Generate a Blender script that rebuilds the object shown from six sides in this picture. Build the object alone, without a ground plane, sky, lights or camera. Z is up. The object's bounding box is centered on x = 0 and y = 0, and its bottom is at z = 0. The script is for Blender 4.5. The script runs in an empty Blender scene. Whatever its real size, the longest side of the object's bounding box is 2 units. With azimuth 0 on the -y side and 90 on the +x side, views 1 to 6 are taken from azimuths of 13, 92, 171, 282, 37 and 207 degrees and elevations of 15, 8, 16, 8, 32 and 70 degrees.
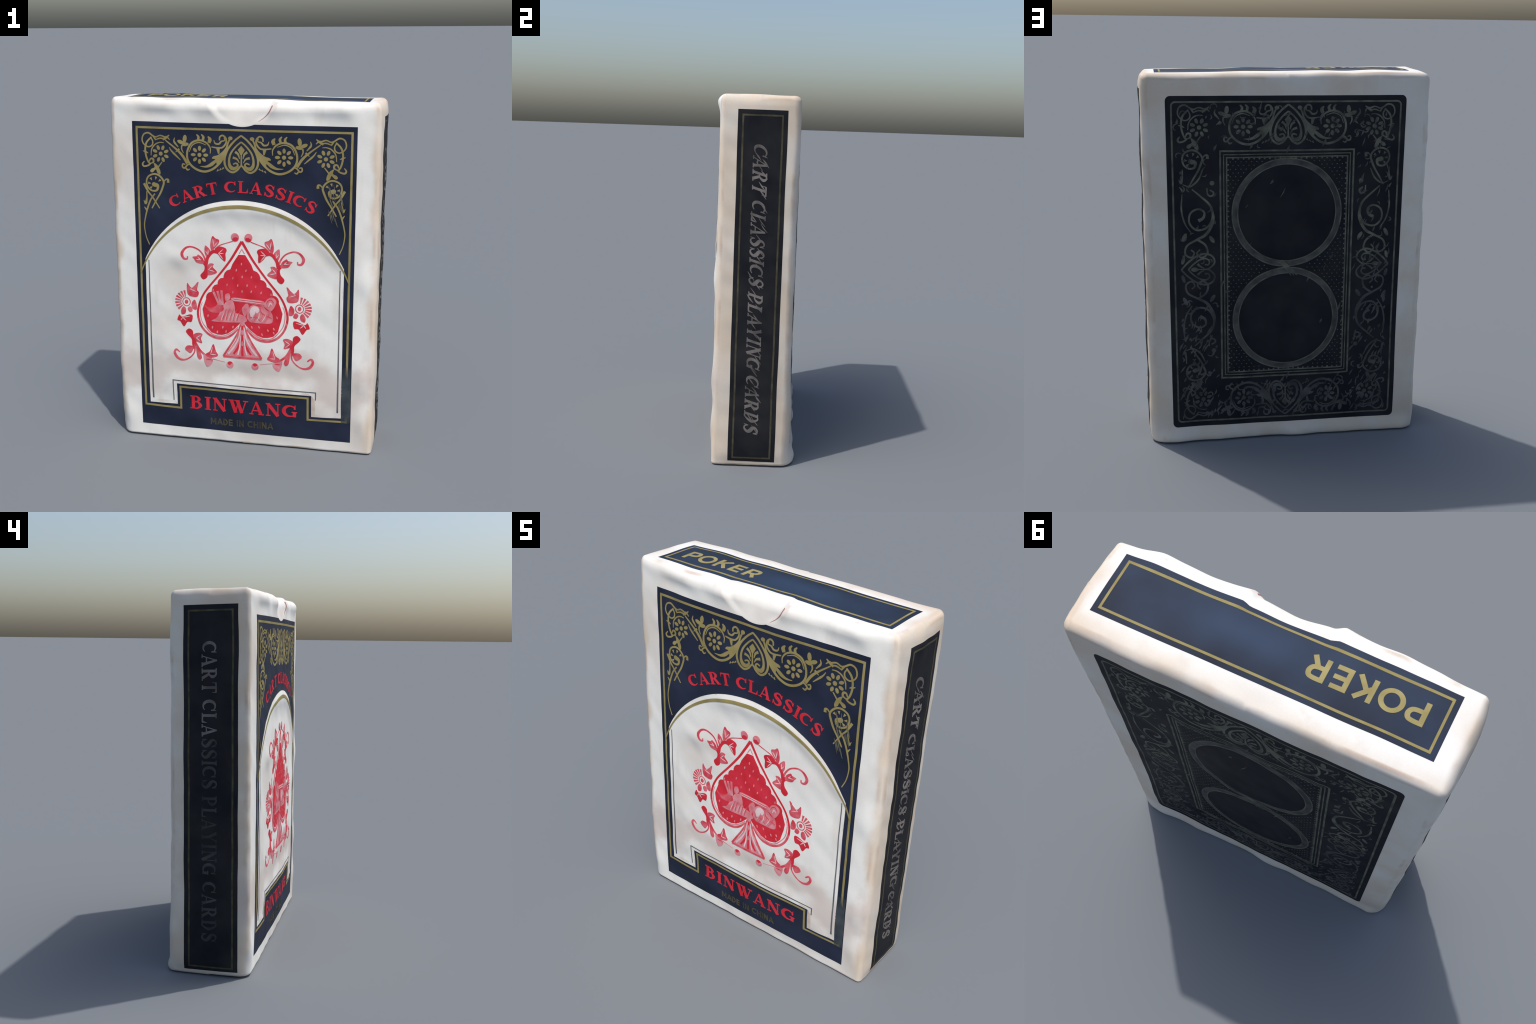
# A worn tuck box of playing cards standing upright: a soft-edged white board body
# with printed panels (navy grounds, gold scrollwork, red spade emblem, lettering)
# laid on each face.  All lengths below are in centimetres unless noted.
import bpy, bmesh, math, random
import numpy as np

random.seed(7)
rng = np.random.default_rng(11)
HX, HY, HZ = 73.0, 20.0, 198.0          # half width, half depth, height of the ideal box

# ----------------------------------------------------------------------------- shape
# corners of the real, slightly crooked box (x, y, z)
CORNERS = {
    (0, 0, 0): (-73.7, -22.5, 0.0), (1, 0, 0): (74.0, -19.5, 0.0),
    (0, 1, 0): (-72.9, 20.5, 0.0), (1, 1, 0): (73.0, 21.2, 0.0),
    (0, 0, 1): (-72.8, -21.4, 199.2), (1, 0, 1): (74.0, -18.9, 197.7),
    (0, 1, 1): (-72.8, 20.2, 197.8), (1, 1, 1): (73.8, 22.7, 197.5)}

NOTCH = (0.5, 202.0, 17.8)              # thumb notch: centre x, centre z, radius


def smooth(t):
    t = np.clip(t, 0, 1)
    return t * t * (3 - 2 * t)


def waves(a, b, seed, scale, n=7):
    """smooth random relief in [-1, 1], a sum of crossing sine waves"""
    r = np.random.default_rng(seed)
    out = 0
    for _ in range(n):
        th, k, ph = r.uniform(0, 2 * math.pi), r.uniform(.6, 1.5) * 2 * math.pi / scale, r.uniform(0, 6.28)
        out = out + np.sin(k * (a * math.cos(th) + b * math.sin(th)) + ph)
    return out / n * 1.6


def gauss(a, b, ca, cb, ra, rb):
    return np.exp(-((a - ca) / ra) ** 2 - ((b - cb) / rb) ** 2)


# shallow dents and swellings of the front: x, z, radius x, radius z, height
FRONT_RELIEF = [(-38, 103, 6, 8, -.25), (-34, 111, 7, 5, .8), (-44, 112, 5, 8, .4), (36, 99, 9, 8, -.35), (46, 90, 7, 9, .5),
                (2, 138, 24, 4, .5), (2, 129, 26, 3.5, -.2), (0, 44, 42, 5, -.4), (-46, 60, 6, 16, .4),
                (45, 68, 8, 14, .3), (-38, 70, 6, 8, -.35), (-48, 190, 9, 4, -.6), (34, 189, 14, 4, -.35), (56, 190, 7, 5, .3),
                (67, 103, 4, 9, 1.1), (67, 46, 4, 7, 1.1), (67, 20, 4, 8, 1.1), (-67, 12, 4, 7, .7), (-20, 165, 14, 8, .5), (-30, 27, 22, 8, -.8), (62, 110, 9, 70, .45)]


def warp(p):
    """ideal box coordinates (n,3) -> real coordinates, in cm"""
    x, y, z = p[:, 0], p[:, 1], p[:, 2]
    s, t, u = (x + HX) / (2 * HX), (y + HY) / (2 * HY), z / HZ
    q = np.zeros_like(p)
    for (i, j, k), c in CORNERS.items():
        w = (s if i else 1 - s) * (t if j else 1 - t) * (u if k else 1 - u)
        q += w[:, None] * np.array(c)
    fr = smooth((-y / HY - .55) / .45)                # how much a point belongs to each face
    bk = smooth((y / HY - .55) / .45)
    lf = smooth((-x / HX - .9) / .1)
    rt = smooth((x / HX - .9) / .1)
    tp = smooth((z - HZ * .96) / (HZ * .04))
    plateau = smooth(z / 7) * smooth((HZ - z) / 6)     # the walls puff out between base and lid
    # front
    d = 2.7 * (1 - (x / HX) ** 2) * (.1 + .9 * smooth((z + 3) / 40) * (.45 + .55 * plateau))
    d = d + .22 * waves(x, z, 1, 34) + .1 * waves(x, z, 2, 13)
    for cx, cz, rx, rz, h in FRONT_RELIEF:
        d = d + h * gauss(x, z, cx, cz, rx, rz)
    r0 = np.hypot(x, z - 79)                    # the gold arch stands up as a low ridge
    d = d + .8 * np.exp(-((r0 - 62.3) / 4.0) ** 2) * smooth((z - 105) / 12) * smooth((x + 35) / 25)
    lip = np.exp(-((z - 195) / 4.5) ** 2) * smooth((66 - np.abs(x)) / 12)
    d = d + lip * (1.0 + .9 * waves(x, x * 0, 3, 26))
    rr = NOTCH[2] - np.hypot(x - NOTCH[0], z - NOTCH[1])
    d = d - smooth(rr / 4.0 + .45) * (.15 + 2.6 * np.clip((z - 184.5) / 12, 0, 1) ** 1.3)
    q[:, 1] -= fr * d
    # back: swollen towards its foot, with a wavy lower lip
    d = -.4 + 1.3 * (1 - (x / HX) ** 2) * (1.0 - .6 * z / HZ) * plateau
    for cz in (127, 69):                        # the printed rings are pressed in a little
        d = d - .5 * np.exp(-((np.hypot(x, z - cz) - 27.5) / 2.2) ** 2)
    d = d - .4 * np.exp(-((np.abs(x) - 33) / 2) ** 2) * smooth((164 - np.abs(z - 98) - 98) / 3)
    d = d + np.exp(-((z - 1.5) / 5) ** 2) * smooth((74 - np.abs(x)) / 8) * (2.7 + 1.0 * waves(x, x * 0, 12, 22))
    d = d + 1.3 * gauss(np.abs(x), z, 63, 22, 12, 26)
    q[:, 1] += bk * (d + .22 * waves(x, z, 4, 40) + .12 * waves(x, z, 5, 14))
    # narrow sides
    across = 1 - np.abs(y / (HY + 1)) ** 3
    q[:, 0] += rt * (1.4 * across * (.4 + .6 * plateau) + .25 * waves(y, z, 6, 36) + .15 * waves(y, z, 7, 12))
    q[:, 0] -= lf * (2.0 * across * (.4 + .6 * plateau) + .3 * waves(y, z, 8, 36) + .16 * waves(y, z, 9, 12))
    # lid
    q[:, 2] += tp * (1.3 * np.exp(-((x - 4) / 30) ** 2) * np.exp(-(y / 14) ** 2)
                     + 1.3 * gauss(x, y, -45, 4, 20, 16) + .25 * waves(x, y, 10, 30))
    # upright edges wander a little
    q[:, 0] += .25 * waves(z, z * 0, 13, 30) * np.sign(x) * smooth((np.abs(x) - HX * .93) / (HX * .06))
    q[:, 1] += .2 * waves(z, x, 14, 40) * (y / HY) * smooth((np.abs(x) - HX * .8) / (HX * .2))
    return q


def warp_normals(p, n):
    """real coordinates and surface normals for ideal points p with ideal normals n"""
    e = .05
    a = np.where(np.abs(n[:, 2:3]) < .9, np.array([[0, 0, 1.]]), np.array([[1., 0, 0]]))
    t1 = np.cross(a, n); t1 /= np.linalg.norm(t1, axis=1)[:, None]
    t2 = np.cross(n, t1)
    d1 = warp(p + e * t1) - warp(p - e * t1)
    d2 = warp(p + e * t2) - warp(p - e * t2)
    m = np.cross(d1, d2)
    m /= np.linalg.norm(m, axis=1)[:, None]
    return warp(p), m


# ----------------------------------------------------------------------------- materials
def board_material(name, base, warm, worn, grain=.035, rough=.6):
    """white card: cream tint in soft clouds and vertical smears, tan wear on the handled edges"""
    m = bpy.data.materials.new(name); m.use_nodes = True
    nt = m.node_tree; nd, lk = nt.nodes, nt.links
    b = nd["Principled BSDF"]
    tc = nd.new("ShaderNodeTexCoord")

    def noise(scale, detail, stretch=(1, 1, 1)):
        mp = nd.new("ShaderNodeMapping"); mp.inputs["Scale"].default_value = stretch
        lk.new(tc.outputs["Object"], mp.inputs["Vector"])
        n = nd.new("ShaderNodeTexNoise"); n.inputs["Scale"].default_value = scale; n.inputs["Detail"].default_value = detail
        lk.new(mp.outputs["Vector"], n.inputs["Vector"])
        return n.outputs["Fac"]

    def remap(v, a, c, lo=0.0, hi=1.0):
        r = nd.new("ShaderNodeMapRange"); r.interpolation_type = 'SMOOTHSTEP'
        for k, x in (("From Min", a), ("From Max", c), ("To Min", lo), ("To Max", hi)):
            r.inputs[k].default_value = x
        lk.new(v, r.inputs["Value"])
        return r.outputs["Result"]

    def math(op, a, c):
        r = nd.new("ShaderNodeMath"); r.operation = op
        for k, x in enumerate((a, c)):
            if isinstance(x, float):
                r.inputs[k].default_value = x
            else:
                lk.new(x, r.inputs[k])
        return r.outputs[0]

    def mix(fac, a, c, kind='MIX'):
        r = nd.new("ShaderNodeMix"); r.data_type = 'RGBA'; r.blend_type = kind
        if isinstance(fac, float):
            r.inputs["Factor"].default_value = fac
        else:
            lk.new(fac, r.inputs["Factor"])
        for k, x in (("A", a), ("B", c)):
            if isinstance(x, tuple):
                r.inputs[k].default_value = (*x, 1)
            else:
                lk.new(x, r.inputs[k])
        return r.outputs["Result"]

    clouds = remap(noise(1.9, 4), .46, .72, 0, .7)
    smears = remap(noise(5, 4, (2.5, 2.5, .35)), .52, .80, 0, .45)
    col = mix(math('MAXIMUM', clouds, smears), base, warm)
    # narrow sides and back tinted a patchy tan for the brown shade baked there
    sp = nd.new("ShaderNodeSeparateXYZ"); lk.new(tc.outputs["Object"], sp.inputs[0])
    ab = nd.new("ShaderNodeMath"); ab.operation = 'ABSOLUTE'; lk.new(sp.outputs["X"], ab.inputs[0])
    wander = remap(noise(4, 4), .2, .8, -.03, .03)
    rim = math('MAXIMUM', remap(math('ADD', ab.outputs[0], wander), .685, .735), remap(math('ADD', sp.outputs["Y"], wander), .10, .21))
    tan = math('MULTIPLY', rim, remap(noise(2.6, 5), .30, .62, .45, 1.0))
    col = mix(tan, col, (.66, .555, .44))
    # a pinkish beige band across the lower front
    sep = nd.new("ShaderNodeSeparateXYZ"); lk.new(tc.outputs["Object"], sep.inputs[0])
    wob = math('ADD', sep.outputs["Z"], remap(noise(3.2, 4), .2, .8, -.16, .16))
    beige_band = math('MULTIPLY', remap(wob, .26, .40), remap(wob, .62, .46))
    beige_band = math('MULTIPLY', beige_band, remap(sep.outputs["Y"], -.14, -.19, 0, .75))
    col = mix(beige_band, col, (.60, .525, .475))
    geo = nd.new("ShaderNodeNewGeometry")
    edge = remap(geo.outputs["Pointiness"], .503, .518)
    rubbed = math('MULTIPLY', edge, remap(noise(4.5, 5), .46, .66, 0, .75))
    col = mix(rubbed, col, worn)
    col = mix(1.0, col, remap(noise(160, 2), 0, 1, 1 - grain, 1 + grain), 'MULTIPLY')
    lk.new(col, b.inputs["Base Color"])
    b.inputs["Roughness"].default_value = rough
    b.inputs["Specular IOR Level"].default_value = .2
    return m


def ink_material(name, c1, c2, scale=9, rough=.62, lo=.35, hi=.68, spec=.12, stretch=(1, 1, 1)):
    """printed ink: two tones mottled by noise, with a fine grain"""
    m = bpy.data.materials.new(name); m.use_nodes = True
    nt = m.node_tree; nd, lk = nt.nodes, nt.links
    b = nd["Principled BSDF"]
    tc = nd.new("ShaderNodeTexCoord")
    mp = nd.new("ShaderNodeMapping"); mp.inputs["Scale"].default_value = stretch
    lk.new(tc.outputs["Object"], mp.inputs["Vector"])
    n1 = nd.new("ShaderNodeTexNoise"); n1.inputs["Scale"].default_value = scale; n1.inputs["Detail"].default_value = 5
    lk.new(mp.outputs["Vector"], n1.inputs["Vector"])
    r1 = nd.new("ShaderNodeValToRGB")
    r1.color_ramp.elements[0].position = lo; r1.color_ramp.elements[0].color = (*c1, 1)
    r1.color_ramp.elements[1].position = hi; r1.color_ramp.elements[1].color = (*c2, 1)
    lk.new(n1.outputs["Fac"], r1.inputs["Fac"])
    lk.new(r1.outputs["Color"], b.inputs["Base Color"])
    b.inputs["Roughness"].default_value = rough
    b.inputs["Specular IOR Level"].default_value = spec
    b.inputs["Roughness"].default_value = rough
    return m


BOARD = board_material("white_card_board", (.80, .79, .745), (.64, .575, .505), (.48, .35, .26))  # base and cloud tones warmed towards the brown shading of the scan
NAVY = ink_material("navy_ink", (.013, .017, .033), (.023, .031, .058), scale=4)
NAVY_DARKENED = ink_material("navy_ink_darker_greyer", (.011, .012, .016), (.024, .024, .026), scale=6)  # a darker, greyer version of the front's navy, used on the back and sides
FADED = ink_material("scuffed_ink", (.035, .045, .055), (.075, .088, .095), scale=10)
PALE = ink_material("blush_ink", (.70, .42, .43), (.76, .66, .65), scale=14)
OLIVE = ink_material("grey_olive_ink", (.075, .075, .06), (.17, .165, .125), scale=18)
SOOT = ink_material("worn_streak_ink", (.05, .051, .05), (.115, .11, .098), scale=14)
NAVYTOP = ink_material("navy_ink_painted_sheen", (.016, .020, .033), (.027, .042, .076), scale=3)
nt = NAVYTOP.node_tree                     # blue gloss of the lid painted as a lighter oval in its ink
ramp = next(n for n in nt.nodes if n.type == 'VALTORGB')
tc = next(n for n in nt.nodes if n.type == 'TEX_COORD')
mp = nt.nodes.new("ShaderNodeMapping"); mp.inputs["Location"].default_value = (-.3, .3, -13.9); mp.inputs["Scale"].default_value = (2.4, 7, 7)
ln = nt.nodes.new("ShaderNodeVectorMath"); ln.operation = 'LENGTH'
rm = nt.nodes.new("ShaderNodeMapRange"); rm.interpolation_type = 'SMOOTHSTEP'
rm.inputs["From Min"].default_value = 1.1; rm.inputs["From Max"].default_value = -.2; rm.inputs["To Max"].default_value = .8
mx = nt.nodes.new("ShaderNodeMix"); mx.data_type = 'RGBA'; mx.inputs["B"].default_value = (.034, .060, .112, 1)
nt.links.new(tc.outputs["Object"], mp.inputs["Vector"]); nt.links.new(mp.outputs["Vector"], ln.inputs[0])
nt.links.new(ln.outputs["Value"], rm.inputs["Value"]); nt.links.new(rm.outputs["Result"], mx.inputs["Factor"])
nt.links.new(ramp.outputs["Color"], mx.inputs["A"]); nt.links.new(mx.outputs["Result"], nt.nodes["Principled BSDF"].inputs["Base Color"])
PALEGOLD = ink_material("pale_gold_ink", (.27, .225, .09), (.36, .305, .135), scale=14)
FAINT = ink_material("faint_letter_ink", (.035, .036, .038), (.075, .075, .073), scale=10)
GOLD = ink_material("gold_ink", (.25, .205, .075), (.32, .265, .11), scale=14)
RED = ink_material("red_ink", (.56, .022, .035), (.66, .035, .06), scale=12)
PINK = ink_material("pale_red_ink", (.62, .14, .17), (.70, .32, .34), scale=22)
ROSE = ink_material("rose_ink", (.60, .045, .07), (.66, .16, .19), scale=26)
GREY = ink_material("grey_line_ink", (.10, .10, .11), (.18, .18, .18), scale=10)
SILVER = ink_material("grey_letter_ink", (.10, .09, .085), (.24, .215, .20), scale=14, stretch=(1, 1, .6))
DIMGOLD = ink_material("dull_gold_ink", (.05, .045, .03), (.10, .09, .055), scale=20)
CREASE = ink_material("worn_crease", (.34, .12, .12), (.45, .22, .2), scale=20)

# ----------------------------------------------------------------------------- objects
top_empty = bpy.data.objects.new("playing_card_box", None)
bpy.context.scene.collection.objects.link(top_empty)
top_empty.empty_display_size = .2
top_empty["label"] = "worn white card box with navy, gold and red print"
top_empty["category"] = "card box"


def new_object(name, verts, faces, normals, mat, parent, kind=None):
    me = bpy.data.meshes.new(name)
    me.from_pydata((np.asarray(verts) * .01).tolist(), [], faces)
    me.materials.append(mat)
    me.polygons.foreach_set("use_smooth", [True] * len(me.polygons))
    me.update()
    me.normals_split_custom_set_from_vertices([tuple(v) for v in normals])
    ob = bpy.data.objects.new(name, me)
    bpy.context.scene.collection.objects.link(ob)
    ob.parent = parent
    if kind:
        ob["kind"] = kind
    return ob


# faces: two in-plane axes (a, b), fixed coordinate, ideal normal
FACES = {
    "front": dict(n=(0, -1, 0), f=lambda a, b: (a, -HY + 0 * a, b)),
    "front_print": dict(n=(0, -1, 0), f=lambda a, b: (a, -HY + 0 * a, b + 1.0 * (1 - b / 186))),
    "back": dict(n=(0, 1, 0), f=lambda a, b: (a, HY + 0 * a, b)),
    "right": dict(n=(1, 0, 0), f=lambda a, b: (HX + 0 * a, a, b)),
    "left": dict(n=(-1, 0, 0), f=lambda a, b: (-HX + 0 * a, a, b)),
    "top": dict(n=(0, 0, 1), f=lambda a, b: (a, b, HZ + 0 * a)),
    "bottom": dict(n=(0, 0, -1), f=lambda a, b: (a, b, 0 * a)),
}


def grid_axis(lo, hi, step, edge, fine):
    """coordinates from lo to hi, fine within `edge` of either end"""
    k = int(math.ceil(edge / fine))
    e1 = np.linspace(lo, lo + edge, k, endpoint=False)
    m = np.linspace(lo + edge, hi - edge, int(math.ceil((hi - lo - 2 * edge) / step)), endpoint=False)
    return np.concatenate([e1, m, np.linspace(hi - edge, hi, k + 1)])


GX = grid_axis(-HX, HX, .75, 5, .6)
GY = grid_axis(-HY, HY, .9, 5, .6)
GZ = np.concatenate([grid_axis(0, 180, 1.0, 5, .6)[:-6], np.linspace(177, HZ, 50)])
def rounded(p):
    """push points of the sharp box onto a box with soft edges (two steps: plan, then lid and base)"""
    x, y, z = p[:, 0], p[:, 1], p[:, 2]
    rv = np.where((x < 0) & (y < 0), 2.4 + 3.6 * np.exp(-(z / 22) ** 2), np.where((x > 0) & (y > 0), 3.6, 2.6))
    rv = rv + .5 * waves(z, x, 21, 40)
    rh = np.where(z > HZ * .5, 3.0 + 1.1 * (y < 0) + .6 * waves(x, y, 22, 24), 1.1 + 0 * x)
    c = np.stack([x, y, z - HZ / 2], 1)
    R = np.stack([rv, rv, rh], 1)
    lim = np.array([[HX, HY, HZ / 2]])
    inner = np.clip(c, -(lim - R), lim - R)
    d = (c - inner) / R
    d = d / np.linalg.norm(d, axis=1)[:, None]
    return inner + R * d + np.array([[0, 0, HZ / 2]])


PANEL_NAMES = {"front": "front_panel", "back": "back_panel", "right": "side_panel", "left": "side_panel",
               "top": "closing_flap", "bottom": "base_panel"}
PANELS = {}
built = {}
shared = {}                                # summed normals of vertices, shared across panel borders
for key, face in FACES.items():
    if key == "front_print":
        continue
    ga, gb = {"front": (GX, GZ), "back": (GX, GZ), "right": (GY, GZ), "left": (GY, GZ),
              "top": (GX, GY), "bottom": (GX, GY)}[key]
    A, B = np.meshgrid(ga, gb, indexing="ij")
    P = np.stack(face["f"](A.ravel(), B.ravel()), 1).astype(float)
    v = warp(rounded(P))
    na, nb = len(ga), len(gb)
    i, j = np.meshgrid(np.arange(na - 1), np.arange(nb - 1), indexing="ij")
    i, j = i.ravel(), j.ravel()
    quads = np.stack([i * nb + j, (i + 1) * nb + j, (i + 1) * nb + j + 1, i * nb + j + 1], 1)
    q0 = v[quads[len(quads) // 2]]
    if np.dot(np.cross(q0[1] - q0[0], q0[3] - q0[0]), face["n"]) < 0:
        quads = quads[:, ::-1]
    fn = np.cross(v[quads[:, 2]] - v[quads[:, 0]], v[quads[:, 3]] - v[quads[:, 1]])
    N = np.zeros_like(v)
    for k in range(4):
        np.add.at(N, quads[:, k], fn)
    rim = np.zeros((na, nb), bool); rim[[0, -1]] = True; rim[:, [0, -1]] = True
    rim = np.nonzero(rim.ravel())[0]
    keys = [tuple(np.round(P[r], 3)) for r in rim]
    for r, kk in zip(rim, keys):
        shared[kk] = shared.get(kk, 0) + N[r]
    built[key] = (v, quads, N, rim, keys)
for key, (v, quads, N, rim, keys) in built.items():
    for r, kk in zip(rim, keys):
        N[r] = shared[kk]
    N /= np.linalg.norm(N, axis=1)[:, None]
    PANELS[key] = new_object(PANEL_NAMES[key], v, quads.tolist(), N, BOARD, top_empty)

# ----------------------------------------------------------------------------- printing
LIFT = {k: 0 for k in FACES}           # each print of a face sits a hair above the one before


def spline(pts, step=.6, closed=False):
    """Catmull-Rom curve through pts, resampled about every `step`"""
    P = np.array(pts, float)
    n = len(P)
    if n == 2:
        k = max(8, int(np.linalg.norm(P[1] - P[0]) / 1.5) + 1)
        t = np.linspace(0, 1, k)[:, None]
        return P[0] * (1 - t) + P[1] * t
    out = []
    for i in range(n if closed else n - 1):
        p1, p2 = P[i], P[(i + 1) % n]
        p0 = P[i - 1] if (i > 0 or closed) else 2 * p1 - p2
        p3 = P[(i + 2) % n] if (i + 2 < n or closed) else 2 * p2 - p1
        k = max(2, int(np.linalg.norm(p2 - p1) / step) + 1)
        t = np.linspace(0, 1, k, endpoint=False)[:, None]
        out.append(.5 * (2 * p1 + (p2 - p0) * t + (2 * p0 - 5 * p1 + 4 * p2 - p3) * t * t
                         + (3 * p1 - p0 - 3 * p2 + p3) * t ** 3))
    if not closed:
        out.append(P[-1:])
    return np.concatenate(out)


def width_at(w, n):
    if np.isscalar(w):
        return np.full(n, float(w))
    w = np.array(w, float)
    return np.interp(np.linspace(0, 1, n), np.linspace(0, 1, len(w)), w)


class Shape:
    """a flat figure in face coordinates: layers of (vertices, faces)"""

    def __init__(self):
        self.layers = []

    def stroke(self, pts, w, step=.6, closed=False, straight=False):
        if straight:
            c = []
            P = [np.array(p, float) for p in pts]
            for a, b in zip(P[:-1], P[1:]):
                k = max(1, int(np.linalg.norm(b - a) / 2))
                c += [a + (b - a) * t / k for t in range(k)]
            c.append(P[-1]); c = np.array(c)
        else:
            c = spline(pts, step, closed)
        if closed:
            d = np.roll(c, -1, 0) - np.roll(c, 1, 0)
        else:
            d = np.gradient(c, axis=0)
        d /= np.maximum(np.linalg.norm(d, axis=1), 1e-6)[:, None]
        nrm = np.stack([-d[:, 1], d[:, 0]], 1)
        h = width_at(w, len(c))[:, None] / 2
        if straight:      # keep the width through mitred corners
            for i in range(1, len(c) - 1):
                a, b = c[i] - c[i - 1], c[i + 1] - c[i]
                a, b = a / np.linalg.norm(a), b / np.linalg.norm(b)
                if a @ b < .95:
                    m = np.array([-a[1] - b[1], a[0] + b[0]]); m /= np.linalg.norm(m)
                    nrm[i] = m / max(.3, m @ np.array([-a[1], a[0]]))
        v = np.concatenate([c + nrm * h, c - nrm * h])
        n = len(c)
        f = [[i, i + 1, n + i + 1, n + i] for i in range(n - 1)]
        if closed:
            f.append([n - 1, 0, n, 2 * n - 1])
        self.layers.append((v, f))
        return self

    def poly(self, pts, curved=False, cell=1.5, step=.6):
        P = spline(pts, step, True) if curved else np.array(pts, float)
        bm = bmesh.new()
        face = bm.faces.new([bm.verts.new((a, b, 0)) for a, b in P])
        face.normal_update()
        bmesh.ops.triangulate(bm, faces=[face], ngon_method='EAR_CLIP')
        lo, hi = P.min(0), P.max(0)
        for ax in (0, 1):
            for c in np.arange(math.floor(lo[ax] / cell) + 1, hi[ax] / cell) * cell:
                co, no = [0, 0, 0], [0, 0, 0]
                co[ax] = c; no[ax] = 1
                bmesh.ops.bisect_plane(bm, geom=bm.verts[:] + bm.edges[:] + bm.faces[:], plane_co=co, plane_no=no, dist=1e-4)
        bm.verts.index_update()
        v = np.array([x.co[:2] for x in bm.verts])
        f = [[x.index for x in q.verts] for q in bm.faces]
        bm.free()
        self.layers.append((v, f))
        return self

    def ellipse(self, c, ra, rb, ang=0, n=20):
        t = np.linspace(0, 2 * math.pi, n, endpoint=False)
        a, b = ra * np.cos(t), rb * np.sin(t)
        ca, sa = math.cos(ang), math.sin(ang)
        P = np.stack([c[0] + a * ca - b * sa, c[1] + a * sa + b * ca], 1)
        v = np.concatenate([P, [c]])
        self.layers.append((v, [[i, (i + 1) % n, n] for i in range(n)]))
        return self

    def place(self, fn):
        s = Shape()
        s.layers = [(fn(v), f) for v, f in self.layers]
        return s

    def lay(self, face, name, mat, base=.14, kind=None):
        """print the figure on a face of the box as a thin solid skin of ink"""
        F = FACES["front_print" if face == "front" else face]
        nv = np.array(F["n"], float)
        V, Fc, N, off = [], [], [], 0
        for v, f in self.layers:
            LIFT[face] = (LIFT[face] + 1) % 37
            lift = base * .5 + .0015 * LIFT[face]
            p = np.stack(F["f"](v[:, 0], v[:, 1]), 1).astype(float)
            w, m = warp_normals(p, np.repeat(nv[None], len(p), 0))
            w = w + m * lift
            count = {}
            faces = []
            for q in f:
                a, b, c = w[q[0]], w[q[1]], w[q[2]]
                if np.dot(np.cross(b - a, c - a), m[q[0]]) < 0:
                    q = q[::-1]
                faces.append(q)
                for i in range(len(q)):
                    e = (q[i], q[(i + 1) % len(q)])
                    count[e] = 1
            rim = [e for e in count if (e[1], e[0]) not in count]
            V.append(w); N.append(m)
            Fc += [[i + off for i in q] for q in faces]
            off += len(w)
            if rim:                      # the rim of the ink film, down into the board
                ra = np.array(rim)
                A, B = w[ra[:, 0]], w[ra[:, 1]]
                mA, mB = m[ra[:, 0]], m[ra[:, 1]]
                side = np.cross(B - A, mA)
                side /= np.maximum(np.linalg.norm(side, axis=1), 1e-9)[:, None]
                k = len(rim)
                V.append(np.concatenate([A, B, B - mB * (lift + .12), A - mA * (lift + .12)]))
                N.append(np.concatenate([side] * 4))
                Fc += [[off + i + k * 0, off + 3 * k + i, off + 2 * k + i, off + k + i] for i in range(k)]
                off += 4 * k
        return new_object(name, np.concatenate(V), Fc, np.concatenate(N), mat, PANELS[face], kind)


def mirror(x0=0.0):
    return lambda v: np.stack([2 * x0 - v[:, 0], v[:, 1]], 1)


def shift(dx, dz, sx=1.0, sz=1.0):
    return lambda v: np.stack([v[:, 0] * sx + dx, v[:, 1] * sz + dz], 1)


def arc(cx, cz, r, a0, a1, n=40):
    t = np.radians(np.linspace(a0, a1, n))
    return [(cx + r * math.cos(k), cz + r * math.sin(k)) for k in t]


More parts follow.
